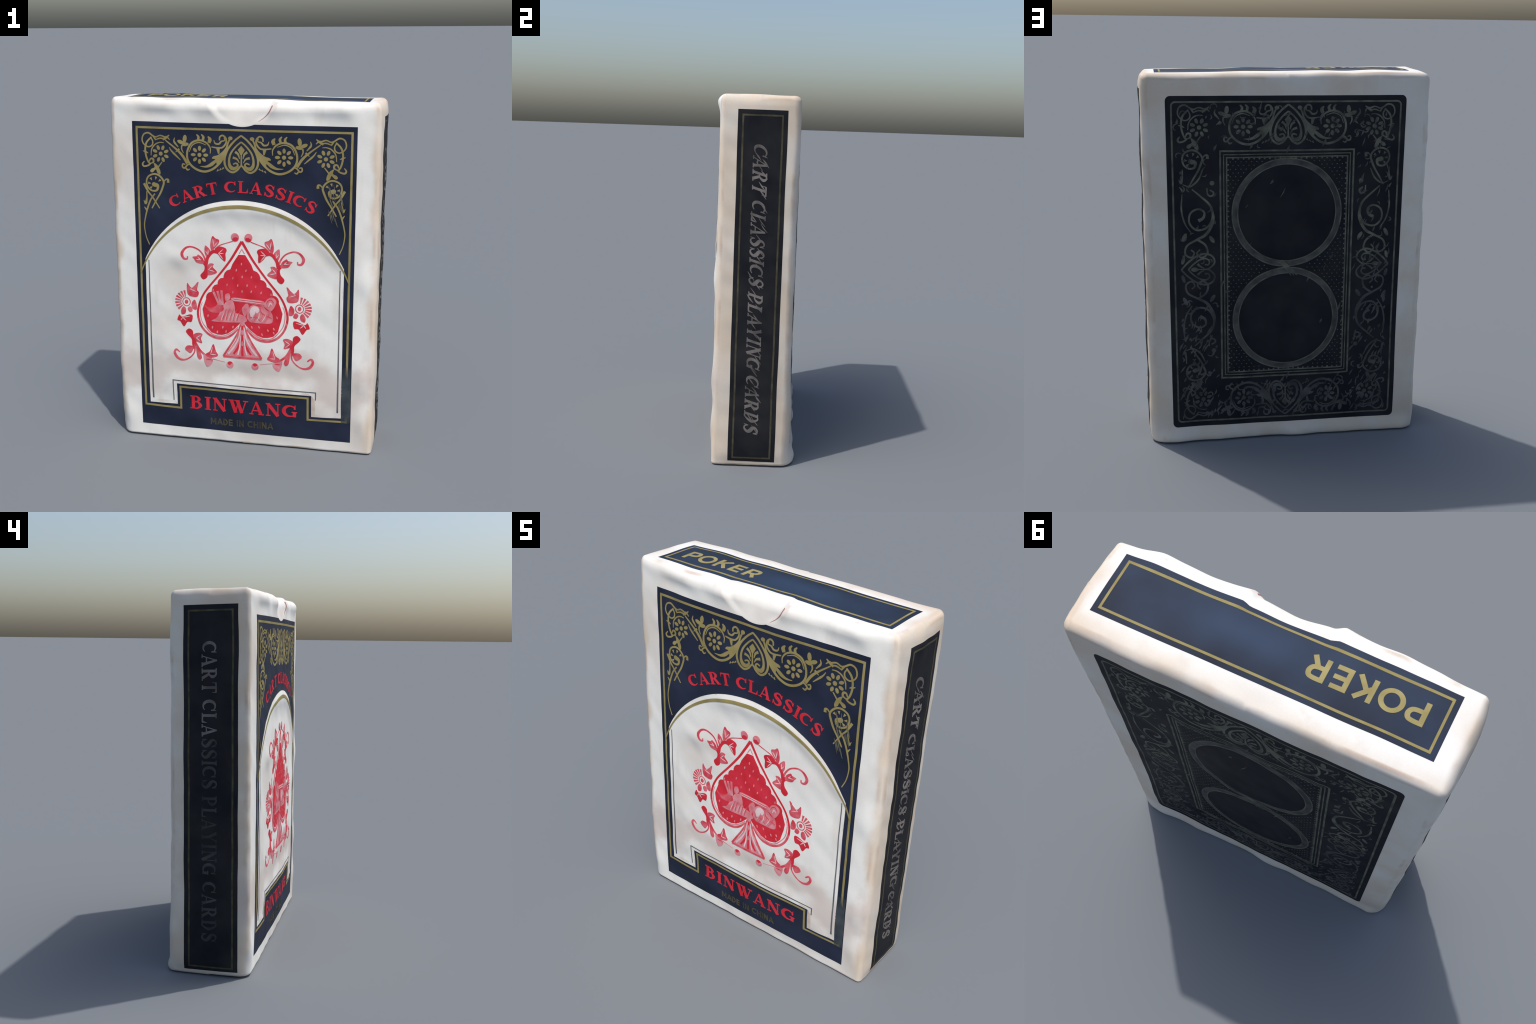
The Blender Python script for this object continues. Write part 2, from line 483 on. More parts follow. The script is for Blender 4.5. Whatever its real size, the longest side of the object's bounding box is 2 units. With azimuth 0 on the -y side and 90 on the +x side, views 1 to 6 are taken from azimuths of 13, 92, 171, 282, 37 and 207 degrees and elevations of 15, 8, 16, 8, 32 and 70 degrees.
# ----------------------------------------------------------------------------- lettering
def serif_glyph(ch):
    """bold serif capitals in a unit em: thick stems, thin hairlines, slab serifs -> (Shape, advance)"""
    s = Shape(); T, t = .21, .075

    def stem(x, y0=0, y1=1, serif=True):
        s.stroke([(x, y0), (x, y1)], T)
        if serif:
            for y in (y0 + t / 2, y1 - t / 2):
                s.stroke([(x - .2, y), (x + .2, y)], t)

    if ch == "C":
        s.stroke(arc(.45, .5, .40, 48, 312), [.07, .10, .2, .25, .2, .10, .06], step=.06)
        s.poly([(.68, .66), (.80, .62), (.80, 1.0), (.73, .92)])
        return s, .86
    if ch == "G":
        s.stroke(arc(.45, .5, .40, 48, 312), [.07, .10, .2, .25, .2, .10, .08], step=.06)
        s.poly([(.68, .66), (.80, .62), (.80, 1.0), (.73, .92)])
        s.stroke([(.73, .05), (.73, .42)], T); s.stroke([(.55, .42), (.90, .42)], t)
        return s, .95
    if ch == "A":
        s.stroke([(.10, .03), (.43, .98)], t); s.stroke([(.42, 1.0), (.74, .03)], [.14, .22])
        s.stroke([(.2, .32), (.6, .32)], t)
        s.stroke([(-.03, .04), (.25, .04)], t); s.stroke([(.56, .04), (.93, .04)], t)
        return s, .93
    if ch == "R":
        stem(.2)
        s.stroke([(.2, .95), (.46, .95), (.64, .74), (.46, .50), (.2, .48)], [.08, .11, .24, .11, .07], step=.06)
        s.stroke([(.42, .5), (.74, .04)], [.18, .22]); s.stroke([(.70, .04), (.94, .04)], t)
        return s, .94
    if ch == "P":
        stem(.2)
        s.stroke([(.2, .95), (.46, .95), (.66, .72), (.46, .46), (.2, .46)], [.08, .11, .24, .11, .07], step=.06)
        return s, .82
    if ch == "T":
        stem(.42, serif=False); s.stroke([(.04, .95), (.80, .95)], .1)
        s.stroke([(.24, .04), (.60, .04)], t)
        s.poly([(.02, .97), (.12, .95), (.03, .64)]); s.poly([(.82, .97), (.72, .95), (.81, .64)])
        return s, .84
    if ch == "L":
        stem(.2); s.stroke([(.2, .05), (.70, .05)], .1); s.poly([(.76, .02), (.6, .06), (.75, .40)])
        return s, .80
    if ch == "S":
        s.stroke([(.66, .74), (.52, .94), (.30, .95), (.16, .78), (.26, .61), (.50, .47), (.66, .28), (.52, .07), (.28, .06), (.12, .26)],
                 [.06, .09, .12, .2, .24, .25, .22, .14, .09, .06], step=.06)
        s.poly([(.62, .70), (.72, .66), (.70, 1.0), (.64, .92)]); s.poly([(.08, .34), (.17, .30), (.14, .06), (.08, .0)])
        return s, .78
    if ch == "I":
        stem(.24)
        return s, .48
    if ch == "B":
        stem(.2)
        s.stroke([(.2, .95), (.44, .95), (.60, .75), (.44, .54), (.2, .53)], [.08, .11, .22, .11, .07], step=.06)
        s.stroke([(.2, .53), (.48, .52), (.68, .28), (.48, .05), (.2, .05)], [.07, .11, .24, .11, .08], step=.06)
        return s, .86
    if ch == "D":
        stem(.2)
        s.stroke([(.2, .95), (.48, .94), (.74, .5), (.48, .06), (.2, .05)], [.08, .12, .25, .12, .08], step=.06)
        return s, .94
    if ch == "N":
        s.stroke([(.14, .02), (.14, .98)], t); s.stroke([(.14, .97), (.78, .03)], .23); s.stroke([(.78, .02), (.78, .98)], t)
        s.stroke([(0, .04), (.3, .04)], t); s.stroke([(0, .96), (.24, .96)], t); s.stroke([(.62, .96), (.94, .96)], t)
        return s, .98
    if ch == "W":
        s.stroke([(.12, .98), (.40, .02)], .22); s.stroke([(.40, .04), (.58, .9)], t)
        s.stroke([(.52, .98), (.80, .02)], .22); s.stroke([(.80, .04), (1.08, .96)], t)
        for x in (.1, .5, 1.06):
            s.stroke([(x - .16, .96), (x + .18, .96)], t)
        return s, 1.18
    if ch == "Y":
        s.stroke([(.1, .98), (.42, .46)], .21); s.stroke([(.74, .98), (.42, .46)], t); s.stroke([(.42, .5), (.42, 0)], T)
        s.stroke([(-.03, .96), (.26, .96)], t); s.stroke([(.6, .96), (.88, .96)], t); s.stroke([(.24, .04), (.6, .04)], t)
        return s, .86
    return s, .42


def plain_glyph(ch):
    """even sans capitals, unit em"""
    s = Shape(); w = .19
    if ch == "P":
        s.stroke([(.12, 0), (.12, 1)], w)
        s.stroke([(.12, .91), (.42, .91), (.60, .86), (.66, .68), (.58, .50), (.40, .44), (.12, .44)], w, step=.06)
        return s, .84
    if ch == "O":
        s.stroke([(.48 + .38 * math.cos(k * math.pi / 8), .5 + .41 * math.sin(k * math.pi / 8)) for k in range(16)], w, step=.08, closed=True)
        return s, 1.08
    if ch == "K":
        s.stroke([(.12, 0), (.12, 1)], w); s.stroke([(.16, .42), (.66, .98)], w); s.stroke([(.32, .56), (.72, .02)], w)
        return s, .92
    if ch == "E":
        s.stroke([(.12, 0), (.12, 1)], w)
        for y in (.095, .5, .905):
            s.stroke([(.12, y), (.64, y)], w)
        return s, .84
    if ch == "R":
        s, a = plain_glyph("P")
        s.stroke([(.40, .46), (.68, .0)], w)
        return s, .88
    if ch == "C":
        s.stroke(arc(.48, .5, .41, 50, 310), w, step=.08)
        return s, .92
    if ch == "A":
        s.stroke([(.06, 0), (.42, 1)], w * .9); s.stroke([(.42, 1), (.78, 0)], w * 1.1); s.stroke([(.2, .3), (.62, .3)], w * .7)
        return s, .92
    if ch == "M":
        s.stroke([(.1, 0), (.1, 1)], w); s.stroke([(.12, .96), (.45, .3)], w); s.stroke([(.45, .3), (.78, .96)], w); s.stroke([(.8, 0), (.8, 1)], w)
        return s, 1.05
    if ch == "D":
        s.stroke([(.12, 0), (.12, 1)], w); s.stroke([(.12, .91), (.4, .9), (.66, .5), (.4, .1), (.12, .09)], w, step=.06)
        return s, .88
    if ch == "I":
        s.stroke([(.12, 0), (.12, 1)], w)
        return s, .36
    if ch == "N":
        s.stroke([(.12, 0), (.12, 1)], w); s.stroke([(.14, .96), (.64, .04)], w); s.stroke([(.66, 0), (.66, 1)], w)
        return s, .92
    if ch == "H":
        s.stroke([(.12, 0), (.12, 1)], w); s.stroke([(.66, 0), (.66, 1)], w); s.stroke([(.12, .5), (.66, .5)], w)
        return s, .92
    return s, .42


def letters(face, text, glyph, place, total, height, mat, base=.3, name="letter", narrow=1.0):
    """set `text` so that it runs `total` long; place(s, up) maps along/up to face coordinates"""
    g = [glyph(c) for c in text]
    length = sum(a for _, a in g)
    k = total / length
    at = 0
    for (s, adv), ch in zip(g, text):
        if s.layers:
            x0 = at
            s.place(lambda v: place((v[:, 0] * narrow + (1 - narrow) * adv * .45 + x0) * k, v[:, 1] * height, (x0 + adv * .45) * k)).lay(face, name, mat(at / length) if callable(mat) else mat, base)
        at += adv


# ----------------------------------------------------------------------------- scrollwork
def band():
    """left half of the ornamental top band, about x = 0: list of (name, Shape)"""
    out = []

    def S(name, *a, **k):
        out.append((name, Shape().stroke(*a, **k)))

    def Pg(name, pts):
        out.append((name, Shape().poly(pts, curved=True, step=.5)))

    # heart with a palmette
    S("heart_outline", [(0, 179.6), (-3.4, 176.9), (-6.9, 172.7), (-8.8, 168.2), (-9.0, 164.4), (-7.6, 161.3), (-4.9, 159.8), (-2.3, 161.0), (-.8, 162.9), (0, 163.4)], [.9, 1.05, 1.15, 1.15, 1.1, .9])
    S("heart_outline", [(0, 176.2), (-2.7, 173.9), (-5.5, 170.3), (-6.6, 166.5), (-6.3, 163.4), (-4.9, 161.9), (-3.0, 162.2), (-1.9, 163.7), (-2.8, 164.8), (-4.5, 164.2)], [.8, .9, 1, 1.2, 2.2, 1.0, .7])
    S("palmette_leaf", [(-3.3, 170.9), (-1.7, 169.6), (-.9, 167.1)], [1.4, 1.1, .4])
    S("palmette_leaf", [(-4.6, 167.8), (-2.4, 167.0), (-1.1, 165.0)], [1.4, 1.0, .4])
    # big scroll that circles the daisy and climbs beside the heart
    S("scroll", [(-16.9, 169.6), (-16.9, 172.4), (-19.0, 175.1), (-22.9, 176.4), (-27.2, 174.9), (-29.6, 170.6), (-29.6, 166.1), (-27.5, 162.7), (-23.9, 160.4), (-19.9, 159.7), (-16.0, 161.0), (-12.7, 163.6), (-10.2, 166.8), (-8.4, 170.9), (-7.3, 175.1), (-6.0, 177.9)], [.4, .9, 1.1, 1.1, 1.1, 1.1, 1.2, 1.2, 1.2, 1.1, 1.0, .9])
    out.append(("scroll_bud", Shape().ellipse((-5.9, 178.0), 1.2, 1.0)))
    S("scroll", [(-28.6, 170.0), (-26.9, 173.6), (-23.3, 175.2), (-19.3, 174.0)], [.3, .6, .6, .3])
    Pg("acanthus_leaf", [(-22.8, 162.5), (-19.2, 163.0), (-15.9, 165.2), (-14.1, 166.6), (-15.9, 166.9), (-15.2, 168.1), (-12.7, 168.9), (-9.8, 171.2), (-7.8, 173.8), (-9.5, 169.2), (-11.6, 165.3), (-13.4, 163.9), (-13.6, 164.9), (-15.9, 162.9), (-19.2, 161.9)])
    for x, z, w in ((-23.9, 176.5, 1.4), (-21.2, 176.6, 1.5), (-17.6, 175.6, 2.1)):
        S("scroll_leaf", [(x - .6, z + 3), (x + .5, z + 1.6), (x, z - .4)], [.6, w, w * .8])
    # daisies
    for cx, cz, r, ph in ((-44.9, 168.4, 3.5, .5), (-22.9, 168.6, 3.5, 0)):
        for k in range(8):
            a = (k + ph) * math.pi / 4
            out.append(("petal", Shape().ellipse((cx + r * math.cos(a), cz + r * math.sin(a)), 1.35, .85, a)))
        out.append(("daisy_centre", Shape().ellipse((cx, cz), 1.1, 1.1)))
    S("scroll", [(-50.5, 167.2), (-50.0, 170.7), (-47.9, 173.4), (-45.3, 174.5), (-43.0, 174.4)], [.4, .7, .7, .4])
    # corner loops
    S("scroll", [(-42.0, 177.4), (-44.9, 178.3), (-47.4, 177.4), (-49.2, 178.0), (-51.8, 179.5), (-54.4, 178.6), (-55.4, 175.8), (-54.5, 173.4), (-52.0, 171.9), (-49.8, 172.8), (-49.3, 174.9), (-50.4, 177.0)], [.9, .7, .8, .9, .8, .7, .7, .8, .6])
    S("scroll", [(-50.0, 177.3), (-52.7, 174.5), (-53.7, 171.3), (-53.6, 167.8), (-52.6, 164.3), (-51.2, 162.2)], [.8, 1, 1, 1, .8])
    S("scroll", [(-47.9, 175.8), (-44.9, 176.8), (-42.0, 176.2)], [.5, .8, .7])
    S("tendril", [(-43.5, 176.1), (-41.6, 177.2), (-39.8, 178.7)], [1.2, 1.2, .5])
    S("tendril", [(-41.9, 178.0), (-40.8, 177.4), (-39.6, 176.2)], [.5, .8, .4])
    S("tendril", [(-49.1, 178.0), (-47.5, 175.7)], .8)
    S("tendril", [(-51.7, 163.8), (-50.9, 165.4), (-49.5, 165.3), (-49.3, 163.7), (-50.8, 162.8)], [.6, .9, 1.2, 1.0, .5])
    S("tendril", [(-54.5, 163.9), (-55.6, 162.4), (-54.8, 161.1), (-52.3, 161.7), (-50.8, 163.0)], [.5, 1, .9, .8])
    S("tendril", [(-55.2, 169.6), (-53.6, 169.1), (-52.1, 168.4)], [.2, 1.2, .2])
    Pg("vine_leaf", [(-49.2, 163.2), (-46.8, 161.7), (-45.4, 158.9), (-45.5, 157.0), (-47.1, 157.8), (-48.0, 159.6), (-49.9, 157.9), (-51.3, 158.4), (-50.6, 159.8), (-48.7, 160.8)])
    S("tendril", [(-44.2, 163.9), (-46.5, 161.0)], [.5, .8])
    # pendant scroll below the corner
    S("scroll", [(-49.0, 151.1), (-47.1, 150.7), (-47.6, 148.2), (-50.2, 147.7), (-52.7, 149.4), (-53.6, 152.6), (-52.5, 155.5), (-49.5, 157.0), (-46.6, 156.6), (-44.4, 154.7), (-43.5, 152.6), (-44.2, 150.1), (-45.8, 146.4), (-48.5, 142.0), (-50.9, 137.8)], [2.4, 1.3, .9, .9, .9, .9, 1, 1, 1.1, 1.1, .9, .8, .7])
    out.append(("scroll_bud", Shape().ellipse((-49.2, 151.3), 1.3, 1.2)))
    S("tendril", [(-43.2, 153.3), (-42.2, 154.4), (-41.0, 154.3), (-41.0, 152.6)], [.5, .8, 1.2, 1.5])
    for (x, z) in ((-50.9, 154.3), (-48.1, 154.9), (-45.9, 153.6), (-51.9, 151.9), (-50.9, 149.6)):
        dx, dz = -49 - x, 151.3 - z
        l = math.hypot(dx, dz)
        S("petal", [(x - dx / l * .7, z - dz / l * .7), (x + dx / l * .9, z + dz / l * .9)], [1.3, .2])
    S("vine", [(-55.1, 151.6), (-52.8, 147.2), (-50.3, 144.1), (-46.4, 138.0)], [1.4, .9, .8, .6])
    S("vine", [(-48.9, 146.1), (-51.5, 142.6), (-53.5, 137.5), (-55.2, 131), (-55.6, 127.0), (-54.7, 121.5), (-52.9, 117.0)], [.8, .9, .9, .7, .6, .5, .5])
    S("tendril", [(-53.6, 147.2), (-53.7, 143.6), (-54.5, 140.3), (-55.5, 142.1)], [.5, .7, 1.4, .3])
    S("tendril", [(-53.8, 136.5), (-55.3, 138.4)], [1.2, .3])
    # diagonal bars towards the corner
    S("vine", [(-42.0, 175.8), (-36.3, 171.5), (-32.4, 167.8), (-29.8, 163.6)], [.6, .9, 1.4, 1.3])
    S("vine", [(-39.9, 172.1), (-38.3, 169.8), (-33.6, 165.5)], [.4, 1.1, .4])
    S("tendril", [(-36.3, 169.6), (-34.2, 171.4)], [.3, 1.2])
    out.append(("scroll_leaf", Shape().ellipse((-31.1, 177.0), 2.1, 1.1, 1.45)))
    out.append(("scroll_leaf", Shape().ellipse((-33.4, 175.1), 2.0, 1.0, -.4)))
    out.append(("scroll_leaf", Shape().ellipse((-30.8, 174.0), 1.9, 1.0, .15)))
    S("tendril", [(-32.7, 173.5), (-32.9, 171.5), (-31.9, 169.3)], [.9, .7, .4])
    S("tendril", [(-36.7, 177.4), (-37.1, 175.3), (-34.8, 172.4)], [.3, 1.1, .5])
    S("tendril", [(-27.8, 163.4), (-29.6, 163.0), (-31.3, 161.2), (-32.5, 161.8), (-32.3, 163.4), (-30.9, 163.1)], [.6, .8, .9, .8, .6])
    S("tendril", [(-30.9, 161.7), (-29.7, 160.2), (-28.4, 160.8)], [.6, 1.0, .4])
    # figure-nine curls
    S("tendril", [(-14.9, 176.8), (-14.2, 175.1), (-12.2, 174.8), (-10.8, 176.2), (-9.0, 176.8), (-9.3, 178.3)], [.3, .9, 1, .7, .5])
    S("tendril", [(-11.8, 176.7), (-11.6, 178.6), (-10.0, 179.4), (-8.3, 177.8), (-8.3, 175.4), (-10.1, 173.1), (-12.6, 172.7), (-16.2, 173.1)], [.7, .9, .9, .9, .9, .9, .8, .6])
    S("scroll_leaf", [(-12.6, 172.4), (-12.2, 169.6)], [1.9, .8])
    for x, z in ((-12.8, 160.4), (-11.3, 161.0), (-9.9, 161.6)):
        S("petal", [(x - .6, z - .4), (x + .3, z + .6)], [.3, .9])
    return out


def centre_of_band():
    return [("palmette_leaf", Shape().poly([(0, 174.2), (1.9, 172.0), (0, 168.6), (-1.9, 172.0)])),
            ("palmette_stem", Shape().stroke([(0, 169.6), (0, 163.2)], [.6, .9]))]


# ----------------------------------------------------------------------------- FRONT print
CX = .3                                    # axis of the printed design
W0 = 61.0                                  # half width of the navy ground


def front_print():
    nx, nz, nr = NOTCH
    zt = 185.6
    half = math.sqrt(nr ** 2 - (nz - zt) ** 2)
    a0 = math.degrees(math.atan2(zt - nz, half)); a1 = -180 - a0
    cut = arc(nx, nz, nr, a0, a1, 24)                     # right to left along the notch
    ground = [(CX - W0, 6.8), (CX + W0, 5.8), (CX + W0, zt)] + cut + [(CX - W0, zt)]
    Shape().poly(ground).lay("front", "navy_ground", NAVY, .10)
    # gold rule that frames the ground and steps round the name plate
    xg = 58.4
    rule = [(CX - xg, 182.4), (CX + xg, 182.4), (CX + xg, 18.4), (CX + 37, 18.4), (CX + 37, 31.8),
            (CX - 37, 32.6), (CX - 37, 18.9), (CX - xg, 19.4)]
    Shape().stroke(rule + [(CX - xg, 183.0)], 1.15, straight=True).lay("front", "gold_rule", GOLD, .24)
    # white arched window
    xw = 55.6
    top = arc(CX, 83.6, 61.0, math.degrees(math.acos(xw / 61)), 180 - math.degrees(math.acos(xw / 61)), 60)
    window = [(CX - xw, 21.1), (CX - 39.0, 21.3), (CX - 39.0, 34.6), (CX + 39.0, 33.4), (CX + 39.0, 20.4), (CX + xw, 20.6)] + top
    Shape().poly(window).lay("front", "arched_window", BOARD, .40)
    # thin dark line just inside the window's foot
    xi = 53.6
    Shape().stroke([(CX - xi, 108), (CX - xi, 24.0)], [.5, .95]).lay("front", "inner_line", GREY, .56)
    Shape().stroke([(CX - 41.2, 23.6), (CX - 41.2, 36.6), (CX + 41.4, 35.6), (CX + 41.4, 31)], .6, straight=True).lay("front", "inner_line", GREY, .56)
    Shape().stroke([(CX + xi, 108), (CX + xi, 24.0)], [.5, .9]).lay("front", "inner_line", GREY, .56)
    # gold arch, fine at the feet, broad at the crown
    Shape().stroke(arc(CX, 79.0, 62.2, 20, 160, 60), [.6, 1.1, 1.7, 1.9, 1.7, 1.1, .6], step=1.2).lay("front", "gold_arch", GOLD, .66)
    # scrollwork, both halves
    for name, s in band():
        s.place(shift(CX, 0)).lay("front", name, GOLD, .24)
        s.place(lambda v: np.stack([CX - v[:, 0], v[:, 1]], 1)).lay("front", name, GOLD, .24)
    for name, s in centre_of_band():
        s.place(shift(CX, 0)).lay("front", name, GOLD, .24)
    # arched title
    R = 76.5
    cz = 148.7 - R

    def on_arc(s, up, mid):
        a = math.pi / 2 + .525 - mid / R
        # keep each letter straight: turn it rigidly about its middle
        ds = s - mid
        px = CX - .3 + (R) * math.cos(a) + ds * math.sin(a) + up * math.cos(a)
        pz = cz + (R) * math.sin(a) - ds * math.cos(a) + up * math.sin(a)
        return np.stack([px, pz], 1)
    letters("front", "CART CLASSICS", serif_glyph, on_arc, 81.0, 6.5, RED, narrow=.92)
    # name plate
    letters("front", "BINWANG", serif_glyph, lambda s, u, m: np.stack([-31.6 + s, 19.0 + u - .2 * (s - 32) / 32], 1), 64.0, 8.2, RED, narrow=.88)
    letters("front", "MADE IN CHINA", plain_glyph, lambda s, u, m: np.stack([-19.2 + s, 10.1 + u], 1), 37, 4.2, DIMGOLD)


def emblem():
    """left half of the red spade emblem, about x = 0"""
    out = []

    def S(name, mat, *a, **k):
        out.append((name, Shape().stroke(*a, **k), mat))

    def Pg(name, mat, pts):
        out.append((name, Shape().poly(pts, curved=True, step=.6), mat))
        if name in ("vine_leaf", "petal") and len(pts) > 5:      # pale veins from the root to the lobes
            P = np.array(pts); c = P.mean(0); root = (P[0] + P[-1]) / 2
            v = Shape()
            for q in P[2:-2:2]:
                e = root * .15 + q * .85 - (q - c) * .12
                v.stroke([root * .55 + c * .45, (root + c + 2 * e) / 4, e], [.2, .5, .12], step=.8)
            out.append(("leaf_vein", v, PALE if mat is not PINK else RED))

    # spade outline
    S("spade_outline", RED, [(0, 121.8), (-2.9, 116.7), (-6.1, 111.3), (-9.7, 106.2), (-14.1, 100.5), (-18.4, 95.2), (-21.4, 91.1), (-23.5, 87.0), (-24.8, 83.0), (-25.4, 79.4), (-25.1, 75.9)], [1.5, 1.3, 1.2, 1.1, 1.1, 1.1, 1.2, 1.3])
    S("spade_outline", ROSE, [(-25.1, 76.1), (-23.9, 72.3), (-21.9, 69.1), (-19.1, 66.5), (-15.5, 64.9), (-12.5, 64.7), (-8.9, 65.4), (-5.6, 67.5), (-2.4, 70.9)], [1.3, 1.2, 1.3, 1.5, 1.3, .8])
    S("spade_inline", PINK, [(-22.7, 85.5), (-23.9, 82), (-23.9, 78), (-22.9, 73.8), (-20.5, 70.2), (-17.4, 67.0), (-13.5, 65.9), (-9.4, 66.7), (-5.8, 68.9), (-2.4, 72.0)], [.3, .5, .5, .6, .7, .5])
    # vines above and below
    Pg("vine_stem", RED, [(-22.0, 98.8), (-23.6, 101.1), (-21.5, 103.9), (-21.1, 106.6), (-22.6, 108.6), (-21.1, 109.6), (-19.7, 107.0), (-19.5, 104.6), (-19.6, 100.5)])
    S("vine_curl", ROSE, [(-20.2, 109.0), (-21.6, 112.5), (-24.2, 115.6), (-28.6, 117.3), (-31.9, 116.3), (-33.9, 113.3), (-32.9, 110.6), (-30.9, 110.4), (-30.7, 111.9)], [1.2, 1.0, .8, .8, .9, 1.2, 1.7, 1.2, .6])
    Pg("vine_leaf", ROSE, [(-21.6, 108.0), (-25.5, 108.4), (-27.0, 110.4), (-27.9, 111.6), (-25.5, 112.1), (-24.6, 113.0), (-22.0, 110.9)])
    Pg("vine_leaf", ROSE, [(-19.0, 110.8), (-20.7, 113.4), (-21.0, 116.1), (-20.6, 118.4), (-18.9, 117.3), (-17.3, 115.0), (-18.2, 113.0)])
    Pg("vine_leaf", ROSE, [(-16.7, 115.2), (-17.7, 118.9), (-16.5, 123.9), (-14.7, 122.8), (-12.7, 122.0), (-13.0, 120.0), (-15.1, 117.3)])
    S("vine_stem", RED, [(-20.2, 107.4), (-19.2, 111.6), (-16.6, 114.9), (-13.6, 115.2), (-11.0, 113.4)], [1.8, 1.7, 1.7, 1.8, .8])
    Pg("vine_leaf", RED, [(-16.0, 115.0), (-13.3, 118.2), (-9.5, 117.8), (-8.4, 116.4), (-9.1, 114.4), (-9.0, 111.7), (-9.5, 110.0), (-11.9, 112.0), (-13.4, 114.0)])
    Pg("vine_leaf", ROSE, [(-20.0, 106.0), (-18.2, 108.3), (-15.8, 108.1), (-16.4, 106.3), (-14.1, 103.3), (-18.6, 101.4), (-20.2, 102.5)])
    S("bud_stalk", ROSE, [(-14.8, 116.9), (-11.9, 119.2), (-5.0, 121.7)], [.7, .5, .5])
    out.append(("bud", Shape().ellipse((-3.7, 124.0), 2.2, 2.4, .4), PINK))
    out.append(("bud", Shape().ellipse((-3.6, 122.9), 1.7, 1.2, .3), RED))
    # flower with a fan of petals
    fx, fz = -32.0, 85.0
    for k in range(8):
        a = math.radians(100 + k * 17.5)
        S("petal", ROSE, [(fx + 3.0 * math.cos(a), fz + 3.0 * math.sin(a)), (fx + 6.7 * math.cos(a), fz + 6.7 * math.sin(a))], [.5, 1.25])
    S("flower_ring", ROSE, [(fx + 2.2 * math.cos(k * .63), fz + 2.4 * math.sin(k * .63)) for k in range(10)], .45, closed=True)
    out.append(("flower_centre", Shape().ellipse((fx, fz), 1.0, 1.2), ROSE))
    Pg("vine_leaf", ROSE, [(-31.4, 96.1), (-28.9, 93.6), (-24.9, 97.2), (-25.7, 92.6), (-24.7, 90.9), (-25.6, 88.4), (-28.6, 88.2), (-31.3, 89.8)])
    Pg("petal", ROSE, [(-29.0, 84.5), (-27.1, 86.5), (-25.9, 82.9), (-26.4, 80.6), (-28.7, 81.4)])
    Pg("petal", ROSE, [(-31.4, 81.2), (-29.6, 82.4), (-28.5, 79.9), (-30.3, 79.1)])
    Pg("petal", ROSE, [(-33.8, 82.1), (-32.4, 80.9), (-32.7, 78.2), (-34.9, 77.3), (-35.3, 79.8)])
    Pg("vine_leaf", RED, [(-36.4, 77.0), (-37.7, 73.8), (-36.0, 73.0), (-33.8, 70.1), (-31.6, 73.0), (-29.2, 73.3), (-28.5, 76.9), (-30.3, 77.6), (-34.9, 75.8)])
    # lower vine
    Pg("vine_stem", RED, [(-32.7, 67.4), (-30.8, 69.1), (-28.7, 68.0), (-28.2, 64.9), (-26.7, 61.3), (-27.4, 58.1), (-28.6, 57.1), (-29.2, 60.2), (-29.4, 63.0), (-31.8, 65.6)])
    S("vine_curl", ROSE, [(-27.6, 59.7), (-28.0, 54.9), (-30.9, 51.3), (-34.6, 49.7), (-37.9, 50.7), (-39.7, 53.7), (-38.7, 55.7), (-36.6, 54.3)], [1.2, .9, .7, .7, 1.2, 1.6, 1.3, .6])
    Pg("vine_leaf", ROSE, [(-28.4, 65.4), (-25.7, 67.0), (-23.0, 66.4), (-23.9, 63.7), (-23.4, 60.9), (-25.8, 61.4), (-27.2, 62.2)])
    Pg("vine_leaf", ROSE, [(-28.4, 58.2), (-31.9, 58.7), (-33.5, 56.7), (-32.3, 55.2), (-30.0, 54.3)])
    S("vine_stem", ROSE, [(-27.2, 60.6), (-24.7, 56.5), (-21.1, 53.6), (-17.5, 52.7)], [1.5, 1.3, 1.2, .9])
    Pg("petal", ROSE, [(-26.8, 58.4), (-24.6, 55.4), (-23.5, 52.2), (-24.8, 50.8), (-26.3, 52.6)])
    Pg("petal", PINK, [(-22.6, 54.3), (-20.5, 53.0), (-17.2, 51.4), (-18.1, 48.5), (-20.6, 46.8), (-22.1, 49.8)])
    Pg("vine_leaf", ROSE, [(-21.1, 54.5), (-18.9, 56.3), (-16.8, 60.8), (-15.3, 56.6), (-14.1, 54.5), (-15.0, 53.3), (-18.1, 52.6)])
    S("bud_stalk", PINK, [(-17.2, 51.8), (-13.5, 51.2), (-10.0, 50.5)], [.5, .3, .3])
    out.append(("bud", Shape().ellipse((-7.2, 49.1), 2.0, 2.1, .4), PINK))
    out.append(("bud", Shape().ellipse((-7.2, 50.0), 1.4, 1.1, .2), RED))
    # flared foot of the spade
    S("spade_foot", ROSE, [(-1.0, 73.6), (-2.4, 69.3), (-4.5, 64.9), (-7.2, 60.3), (-10.9, 54.2)], [.8, .9, 1.0, 1.1, 1.2])
    S("spade_foot", ROSE, [(-11.0, 54.0), (0.2, 53.9)], 1.2)
    S("spade_foot", PALE, [(-1.0, 72.0), (-2.0, 66.0), (-4.6, 60.5), (-8.2, 55.6)], [.5, .8, 1.0, 1.2])
    S("spade_foot", RED, [(-.9, 64.0), (-2.6, 59.6), (-5.0, 56.0)], [.8, 1.4, 1.0])
    S("spade_foot", PALE, [(-.9, 67), (-1.6, 60), (-2.6, 55.5)], [.4, .7, .8])
    return out


